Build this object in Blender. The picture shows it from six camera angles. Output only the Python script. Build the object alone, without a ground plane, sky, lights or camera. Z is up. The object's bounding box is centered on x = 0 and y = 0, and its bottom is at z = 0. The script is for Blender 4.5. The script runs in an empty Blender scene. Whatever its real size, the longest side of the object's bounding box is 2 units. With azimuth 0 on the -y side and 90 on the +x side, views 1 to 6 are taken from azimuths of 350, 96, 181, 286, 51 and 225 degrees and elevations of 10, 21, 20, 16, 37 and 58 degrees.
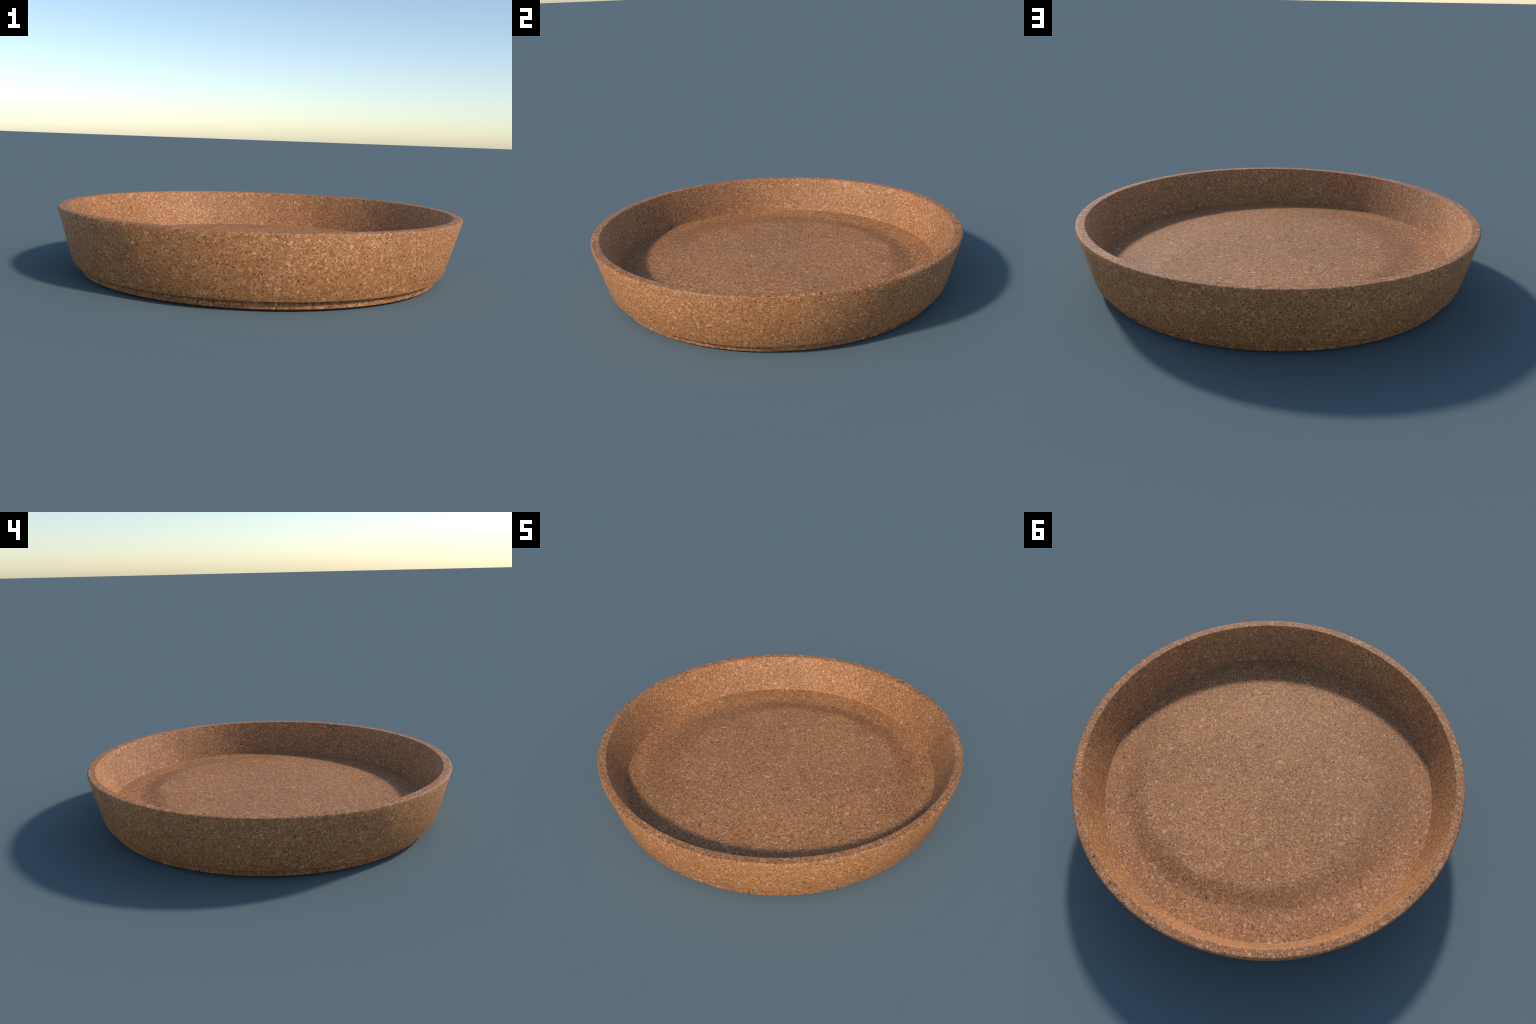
"""A round saucer (plant-pot drip tray) pressed from cork granulate.

One continuous turned body: a low foot ring, a flared wall with a rounded
under-edge, a flat lip with eased edges, a sloping inner wall, a slightly
raised round plateau in the middle of the floor.  The body is built once and
its faces are shared out to parts that meet without a seam.
"""
import bpy
import math
from mathutils import Vector

SEGMENTS = 256

# --------------------------------------------------------------------------
# profile of the body, as (radius, height) corners with a fillet radius each
# --------------------------------------------------------------------------
LIP_HEIGHT = 0.3275
FLOOR_OUTER = 0.1285
PLATEAU_RISE = 0.0175
WALL_LEAN_LOW, WALL_LEAN_HIGH = -22.0, 10.0   # degrees, shading lean of the wall
UNDERCUT = 0.0445                       # height of the crisp under-edge of the wall

# corners are (radius, height, fillet radius)
FOOT_PROFILE = [
    (0.000, 0.0000, 0.0),               # underside, centre
    (0.8680, 0.0000, 0.0020),
    (0.8890, 0.0085, 0.0040),
    (0.8900, UNDERCUT, 0.0010),
    (0.9145, UNDERCUT, 0.0),
]
WALL_PROFILE = [
    (0.9145, UNDERCUT, 0.0),
    (0.9320, 0.0630, 0.0260),
    (0.9390, 0.0850, 0.0300),
    (1.0026, LIP_HEIGHT, 0.0095),
    (0.9550, LIP_HEIGHT, 0.0065),
    (0.8700, FLOOR_OUTER, 0.0050),
    (0.8000, FLOOR_OUTER, 0.0),
]


def plateau_edges(angle):
    """Where the raised middle of the floor starts to fall and where it has
    fallen; flattened on the sunward side so the sun draws no bright streak."""
    w = math.cos(angle - math.radians(226))
    washed = smooth((math.cos(angle - math.radians(310)) - 0.05) / 0.75)
    r_in = 0.575 - 0.0625 * w + 0.0125 * w * w
    r_out = 0.725 + 0.060 * w * w
    return r_in - 0.26 * washed, r_out + 0.06 * washed


def floor_height(radius, angle):
    r_in, r_out = plateau_edges(angle)
    return FLOOR_OUTER + PLATEAU_RISE * smooth((r_out - radius) / (r_out - r_in))


def filleted(corners):
    """Round every corner of a polyline by its own radius."""
    out = [corners[0][:2]]
    for (ax, ay, _), (bx, by, rad), (cx, cy, _) in zip(corners, corners[1:], corners[2:]):
        b = Vector((bx, by))
        d0, d1 = Vector((ax, ay)) - b, Vector((cx, cy)) - b
        l0, l1 = d0.length, d1.length
        d0.normalize()
        d1.normalize()
        turn = math.pi - d0.angle(d1)
        if rad <= 0.0 or turn < 0.01:
            out.append((bx, by))
            continue
        reach = min(rad * math.tan(turn / 2), 0.48 * l0, 0.48 * l1)
        radius = reach / math.tan(turn / 2)
        mid = (d0 + d1).normalized()
        centre = b + mid * (radius / math.cos(turn / 2))
        start, end = b + d0 * reach - centre, b + d1 * reach - centre
        sweep = start.angle_signed(end)
        steps = 7
        for i in range(steps + 1):
            a = -sweep * i / steps
            ca, sa = math.cos(a), math.sin(a)
            out.append((centre.x + start.x * ca - start.y * sa, centre.y + start.x * sa + start.y * ca))
    out.append(corners[-1][:2])
    return out


def smooth(t):
    t = min(1.0, max(0.0, t))
    return t * t * (3 - 2 * t)


def subdivided(points, longest):
    out = [points[0]]
    for (r0, z0), (r1, z1) in zip(points, points[1:]):
        n = max(1, math.ceil(math.hypot(r1 - r0, z1 - z0) / longest))
        out += [(r0 + (r1 - r0) * i / n, z0 + (z1 - z0) * i / n) for i in range(1, n + 1)]
    return out


def wall_profile():
    """Under-edge, outer wall, lip, inner wall and the floor to its centre."""
    pts = subdivided(filleted(WALL_PROFILE), 0.010)
    r_end, n = pts[-1][0], 100
    return pts + [(r_end * (1 - i / n), None) for i in range(1, n + 1)]


def turned(profile):
    """Vertices, faces and vertex normals of a profile turned about z; a
    height of None means the floor, which follows floor_height()."""
    verts, rings = [], []
    for r, z in profile:
        if r < 1e-6:
            rings.append([len(verts)])
            verts.append((0.0, 0.0, floor_height(0.0, 0.0) if z is None else z))
            continue
        first = len(verts)
        for k in range(SEGMENTS):
            a = math.tau * k / SEGMENTS
            verts.append((r * math.cos(a), r * math.sin(a), floor_height(r, a) if z is None else z))
        rings.append(list(range(first, first + SEGMENTS)))
    faces, strip = [], []
    for i, (lo, hi) in enumerate(zip(rings, rings[1:])):
        for k in range(SEGMENTS):
            k2 = (k + 1) % SEGMENTS
            if len(lo) == 1:
                faces.append((lo[0], hi[k2], hi[k]))
            elif len(hi) == 1:
                faces.append((lo[k], lo[k2], hi[0]))
            else:
                faces.append((lo[k], lo[k2], hi[k2], hi[k]))
            strip.append(i)
    mesh = bpy.data.meshes.new("whole_body")
    mesh.from_pydata(verts, [], faces)
    mesh.update()
    normals = [v.normal.copy() for v in mesh.vertices]
    bpy.data.meshes.remove(mesh)
    return verts, faces, strip, normals


def soften_wall(verts, normals):
    """The wall is straight; its normals are bent to catch more sun near the lip and
    to shade off towards the under-edge."""
    for i, (x, y, z) in enumerate(verts):
        r = math.hypot(x, y)
        if z <= 0.0 or r < 0.905 or normals[i].dot(Vector((x, y, 0.0))) < 0.0:
            continue
        up = min(1.0, (z - UNDERCUT) / (LIP_HEIGHT - 0.012 - UNDERCUT))
        tilt = math.radians(WALL_LEAN_LOW + (WALL_LEAN_HIGH - WALL_LEAN_LOW) * up)
        if z > LIP_HEIGHT - 0.012:
            tilt = max(tilt, math.asin(max(-1.0, min(1.0, normals[i].z))))
        normals[i] = Vector((x / r * math.cos(tilt), y / r * math.cos(tilt), math.sin(tilt)))


def wall_parts(profile):
    """Name the part of every strip of the wall profile."""
    z_of = [FLOOR_OUTER if z is None else z for _, z in profile]
    top = max(range(len(profile)), key=lambda i: (z_of[i], profile[i][0]))
    names = []
    for i in range(len(profile) - 1):
        zm, rm = (z_of[i] + z_of[i + 1]) / 2, (profile[i][0] + profile[i + 1][0]) / 2
        if i < top:
            names.append("lip" if zm > LIP_HEIGHT - 0.004 else "outer_wall")
        elif zm > LIP_HEIGHT - 0.005:
            names.append("lip")
        else:
            names.append("inner_wall" if zm > FLOOR_OUTER + 0.0015 else "floor")
    return names


# --------------------------------------------------------------------------
# cork material
# --------------------------------------------------------------------------
class Nodes:
    """Small helper for wiring shader nodes."""

    def __init__(self, material):
        self.tree = material.node_tree
        self.tree.nodes.clear()

    def add(self, kind, **props):
        n = self.tree.nodes.new(kind)
        for k, v in props.items():
            setattr(n, k, v)
        return n

    def put(self, value, socket):
        if isinstance(value, bpy.types.NodeSocket):
            self.tree.links.new(value, socket)
        else:
            socket.default_value = value

    def math(self, op, a, b=0.0, c=0.0, clamp=False):
        n = self.add("ShaderNodeMath", operation=op, use_clamp=clamp)
        for v, s in zip((a, b, c), n.inputs):
            self.put(v, s)
        return n.outputs[0]

    def vmath(self, op, a, b):
        n = self.add("ShaderNodeVectorMath", operation=op)
        self.put(a, n.inputs[0])
        self.put(b, n.inputs[3] if op == "SCALE" else n.inputs[1])
        return n.outputs[0]

    def step(self, value, lo, hi, out_lo=0.0, out_hi=1.0):
        n = self.add("ShaderNodeMapRange", interpolation_type="SMOOTHSTEP")
        for v, s in zip((value, lo, hi, out_lo, out_hi), n.inputs):
            self.put(v, s)
        return n.outputs[0]

    def noise(self, vec, scale, detail=2.0, rough=0.5):
        n = self.add("ShaderNodeTexNoise")
        self.put(vec, n.inputs["Vector"])
        self.put(scale, n.inputs["Scale"])
        self.put(detail, n.inputs["Detail"])
        self.put(rough, n.inputs["Roughness"])
        return n

    def voronoi(self, vec, scale, randomness=1.0):
        n = self.add("ShaderNodeTexVoronoi", feature="F1")
        self.put(vec, n.inputs["Vector"])
        self.put(scale, n.inputs["Scale"])
        self.put(randomness, n.inputs["Randomness"])
        return n

    def split(self, colour):
        n = self.add("ShaderNodeSeparateColor")
        self.put(colour, n.inputs[0])
        return n.outputs

    def ramp(self, fac, stops, interpolation="LINEAR"):
        n = self.add("ShaderNodeValToRGB")
        n.color_ramp.interpolation = interpolation
        e = n.color_ramp.elements
        while len(e) < len(stops):
            e.new(0.5)
        for el, (pos, col) in zip(e, stops):
            el.position, el.color = pos, (*col, 1.0)
        self.put(fac, n.inputs[0])
        return n.outputs[0]

    def mix(self, fac, a, b, blend="MIX"):
        n = self.add("ShaderNodeMix", data_type="RGBA", blend_type=blend)
        self.put(fac, n.inputs[0])
        for v, s in ((a, n.inputs[6]), (b, n.inputs[7])):
            self.put((*v, 1.0) if isinstance(v, tuple) else v, s)
        return n.outputs[2]


def cork_material(name, grain=1.0, gains=(1.0, 0.925, 0.80), dark_ring=0.0, groove_shade=0.0):
    """Pressed cork granulate; grain < 1 makes the granules larger."""
    mat = bpy.data.materials.new(name)
    mat.use_nodes = True
    n = Nodes(mat)
    obj = n.add("ShaderNodeTexCoord").outputs["Object"]

    # granules are bent and squeezed against each other
    wob = n.noise(obj, 24.0 * grain, 2.0).outputs["Color"]
    wob2 = n.noise(obj, 150.0 * grain, 1.0).outputs["Color"]
    p = n.vmath("ADD", obj, n.vmath("SCALE", n.vmath("SUBTRACT", wob, (0.5, 0.5, 0.5)), 0.034 / grain))
    p = n.vmath("ADD", p, n.vmath("SCALE", n.vmath("SUBTRACT", wob2, (0.5, 0.5, 0.5)), 0.007 / grain))

    # granules: every cell one cork tone, crumbs in between, in a calm binder
    tones = [
        (0.00, (0.215, 0.078, 0.020)),
        (0.22, (0.305, 0.122, 0.034)),
        (0.50, (0.362, 0.155, 0.047)),
        (0.72, (0.405, 0.184, 0.070)),
        (0.88, (0.450, 0.215, 0.096)),
        (1.00, (0.570, 0.315, 0.175)),
    ]
    fine = n.voronoi(p, 120.0 * grain)
    tone = n.split(fine.outputs["Color"])
    base = n.ramp(tone[0], tones)
    crumb = n.split(n.voronoi(n.vmath("ADD", p, (4.1, 1.3, 6.2)), 240.0 * grain).outputs["Color"])
    base = n.mix(n.step(crumb[1], 0.40, 0.55, 0.0, 0.85), base, n.ramp(crumb[0], tones))
    calm = n.step(n.noise(obj, 13.0 * grain, 2.0).outputs["Fac"], 0.42, 0.68, 0.05, 0.48)
    col = n.mix(calm, base, (0.352, 0.148, 0.042))

    # paler flakes of three sizes and ochre ones: cells cut down to rounded cores
    for scale, pick, size, tint, least in (
        (62.0, 0.86, 0.38, (0.318, 0.128, 0.022), 0.50),
        (125.0, 0.50, 0.43, (0.610, 0.342, 0.205), 0.45),
        (84.0, 0.64, 0.42, (0.620, 0.345, 0.208), 0.35),
        (44.0, 0.84, 0.42, (0.590, 0.322, 0.198), 0.35),
    ):
        v = n.voronoi(n.vmath("ADD", p, (scale * 0.37, scale * 0.11, scale * 0.71)), scale * grain)
        rnd = n.split(v.outputs["Color"])
        chosen = n.math("GREATER_THAN", rnd[0], pick)
        body = n.step(v.outputs["Distance"], size, size * 0.55)
        col = n.mix(n.math("MULTIPLY", n.math("MULTIPLY", chosen, body), n.step(rnd[1], 0.0, 1.0, least, 0.95)), col, tint)

    # rare cream flecks
    v = n.voronoi(n.vmath("ADD", p, (3.3, 7.1, 1.9)), 80.0 * grain)
    rnd = n.split(v.outputs["Color"])
    fleck = n.math("MULTIPLY", n.math("GREATER_THAN", rnd[0], 0.88), n.step(v.outputs["Distance"], 0.33, 0.20))
    col = n.mix(n.math("MULTIPLY", fleck, 0.85), col, (0.660, 0.440, 0.250))

    # dark bark specks: brown, wine red and near black, mostly small
    for offset, scale, pick, size, soft in (
        ((5.7, 2.2, 8.8), 66.0, 0.66, 0.28, 0.16),
        ((1.2, 9.4, 4.1), 96.0, 0.46, 0.31, 0.16),
        ((8.3, 0.6, 2.7), 140.0, 0.55, 0.34, 0.17),
    ):
        v = n.voronoi(n.vmath("ADD", p, offset), scale * grain)
        rnd = n.split(v.outputs["Color"])
        speck = n.math("MULTIPLY", n.math("GREATER_THAN", rnd[0], pick), n.step(v.outputs["Distance"], size, soft))
        bark = n.ramp(rnd[1], [(0.0, (0.030, 0.017, 0.022)), (0.40, (0.055, 0.022, 0.020)), (0.62, (0.140, 0.030, 0.016)), (1.0, (0.200, 0.075, 0.022))])
        col = n.mix(n.math("MULTIPLY", speck, 0.90), col, bark)

    # slow drift of tone over the whole piece
    drift = n.step(n.noise(obj, 3.2, 2.0).outputs["Fac"], 0.3, 0.7, 0.93, 1.07)
    tint = n.add("ShaderNodeCombineColor")
    for s, gain in zip(tint.inputs, gains):
        n.put(n.math("MULTIPLY", drift, gain), s)
    col = n.mix(1.0, col, tint.outputs[0], "MULTIPLY")

    if groove_shade:
        # shadow of the wall's under-edge, darkened into the upper foot colour
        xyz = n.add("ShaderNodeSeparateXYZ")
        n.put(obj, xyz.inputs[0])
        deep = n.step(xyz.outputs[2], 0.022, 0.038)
        col = n.mix(n.math("MULTIPLY", deep, groove_shade), col, (0.020, 0.012, 0.008))

    if dark_ring:
        # floor colour darkened in a ring, fading out on the sunward side
        xyz = n.add("ShaderNodeSeparateXYZ")
        n.put(obj, xyz.inputs[0])
        x, y = xyz.outputs[0], xyz.outputs[1]
        radius = n.math("SQRT", n.math("ADD", n.math("MULTIPLY", x, x), n.math("MULTIPLY", y, y)))
        across = n.math("DIVIDE", n.math("ADD", n.math("MULTIPLY", x, -0.695), n.math("MULTIPLY", y, -0.719)), radius)
        square = n.math("MULTIPLY", across, across)
        middle = n.math("ADD", 0.650, n.math("SUBTRACT", n.math("MULTIPLY", square, 0.040), n.math("MULTIPLY", across, 0.030)))
        half = n.math("ADD", 0.085, n.math("ADD", n.math("MULTIPLY", square, 0.020), n.math("MULTIPLY", across, 0.035)))
        ragged = n.math("MULTIPLY", n.math("SUBTRACT", n.noise(obj, 5.0).outputs["Fac"], 0.5), 0.10)
        away = n.math("ABSOLUTE", n.math("SUBTRACT", n.math("ADD", radius, ragged), middle))
        side = n.math("DIVIDE", n.math("ADD", n.math("MULTIPLY", x, 0.64), n.math("MULTIPLY", y, -0.77)), 0.65)
        ring = n.step(n.math("DIVIDE", away, half), 1.10, 0.45)
        ring = n.math("MULTIPLY", ring, n.step(side, 0.75, 0.25))
        col = n.mix(n.math("MULTIPLY", ring, dark_ring), col, (0.0, 0.0, 0.0))

    shader = n.add("ShaderNodeBsdfPrincipled")
    n.put(col, shader.inputs["Base Color"])
    n.put(0.68, shader.inputs["Roughness"])
    n.put(0.50, shader.inputs["Specular IOR Level"])
    bump = n.add("ShaderNodeBump")
    n.put(0.10, bump.inputs["Strength"])
    n.put(0.004, bump.inputs["Distance"])
    n.put(tone[1], bump.inputs["Height"])
    n.tree.links.new(bump.outputs[0], shader.inputs["Normal"])
    out = n.add("ShaderNodeOutputMaterial")
    n.tree.links.new(shader.outputs[0], out.inputs[0])
    return mat


# --------------------------------------------------------------------------
# assembly
# --------------------------------------------------------------------------
def add_part(name, root, material, verts, faces, normals):
    used = sorted({i for f in faces for i in f})
    new = {old: k for k, old in enumerate(used)}
    mesh = bpy.data.meshes.new(name)
    mesh.from_pydata([verts[i] for i in used], [], [tuple(new[i] for i in f) for f in faces])
    mesh.polygons.foreach_set("use_smooth", [True] * len(mesh.polygons))
    mesh.normals_split_custom_set_from_vertices([normals[i] for i in used])
    mesh.materials.append(material)
    ob = bpy.data.objects.new(name, mesh)
    ob.parent = root
    bpy.context.scene.collection.objects.link(ob)


def build():
    root = bpy.data.objects.new("plant_saucer", None)
    root.empty_display_size = 0.3
    root["label"] = "round shallow plant saucer of speckled pressed cork"
    root["category"] = "plant saucer"
    bpy.context.scene.collection.objects.link(root)

    wall_cork = cork_material("pressed_cork_wall", 0.85, (1.03, 0.915, 0.760))
    floor_cork = cork_material("pressed_cork_floor", 0.80, (1.00, 0.935, 0.810), 0.13)
    inner_cork = cork_material("pressed_cork_inner_wall", 0.85, (0.99, 0.910, 0.790))
    lip_cork = cork_material("pressed_cork_lip", 0.70, (0.95, 0.850, 0.720))
    foot_cork = cork_material("pressed_cork_foot", 0.50, (0.92, 0.800, 0.650), groove_shade=0.45)
    material_of = {"outer_wall": wall_cork, "inner_wall": inner_cork, "lip": lip_cork, "floor": floor_cork}

    # foot ring and underside: everything below the crisp under-edge
    foot = subdivided(filleted(FOOT_PROFILE), 0.020)
    verts, faces, _, normals = turned(foot)
    add_part("foot_ring", root, foot_cork, verts, faces, normals)

    # wall, lip and floor: one smooth surface shared out by region
    profile = wall_profile()
    names = wall_parts(profile)
    verts, faces, strip, normals = turned(profile)
    soften_wall(verts, normals)
    for part in ("outer_wall", "lip", "inner_wall", "floor"):
        add_part(part, root, material_of[part], verts, [f for f, i in zip(faces, strip) if names[i] == part], normals)


build()
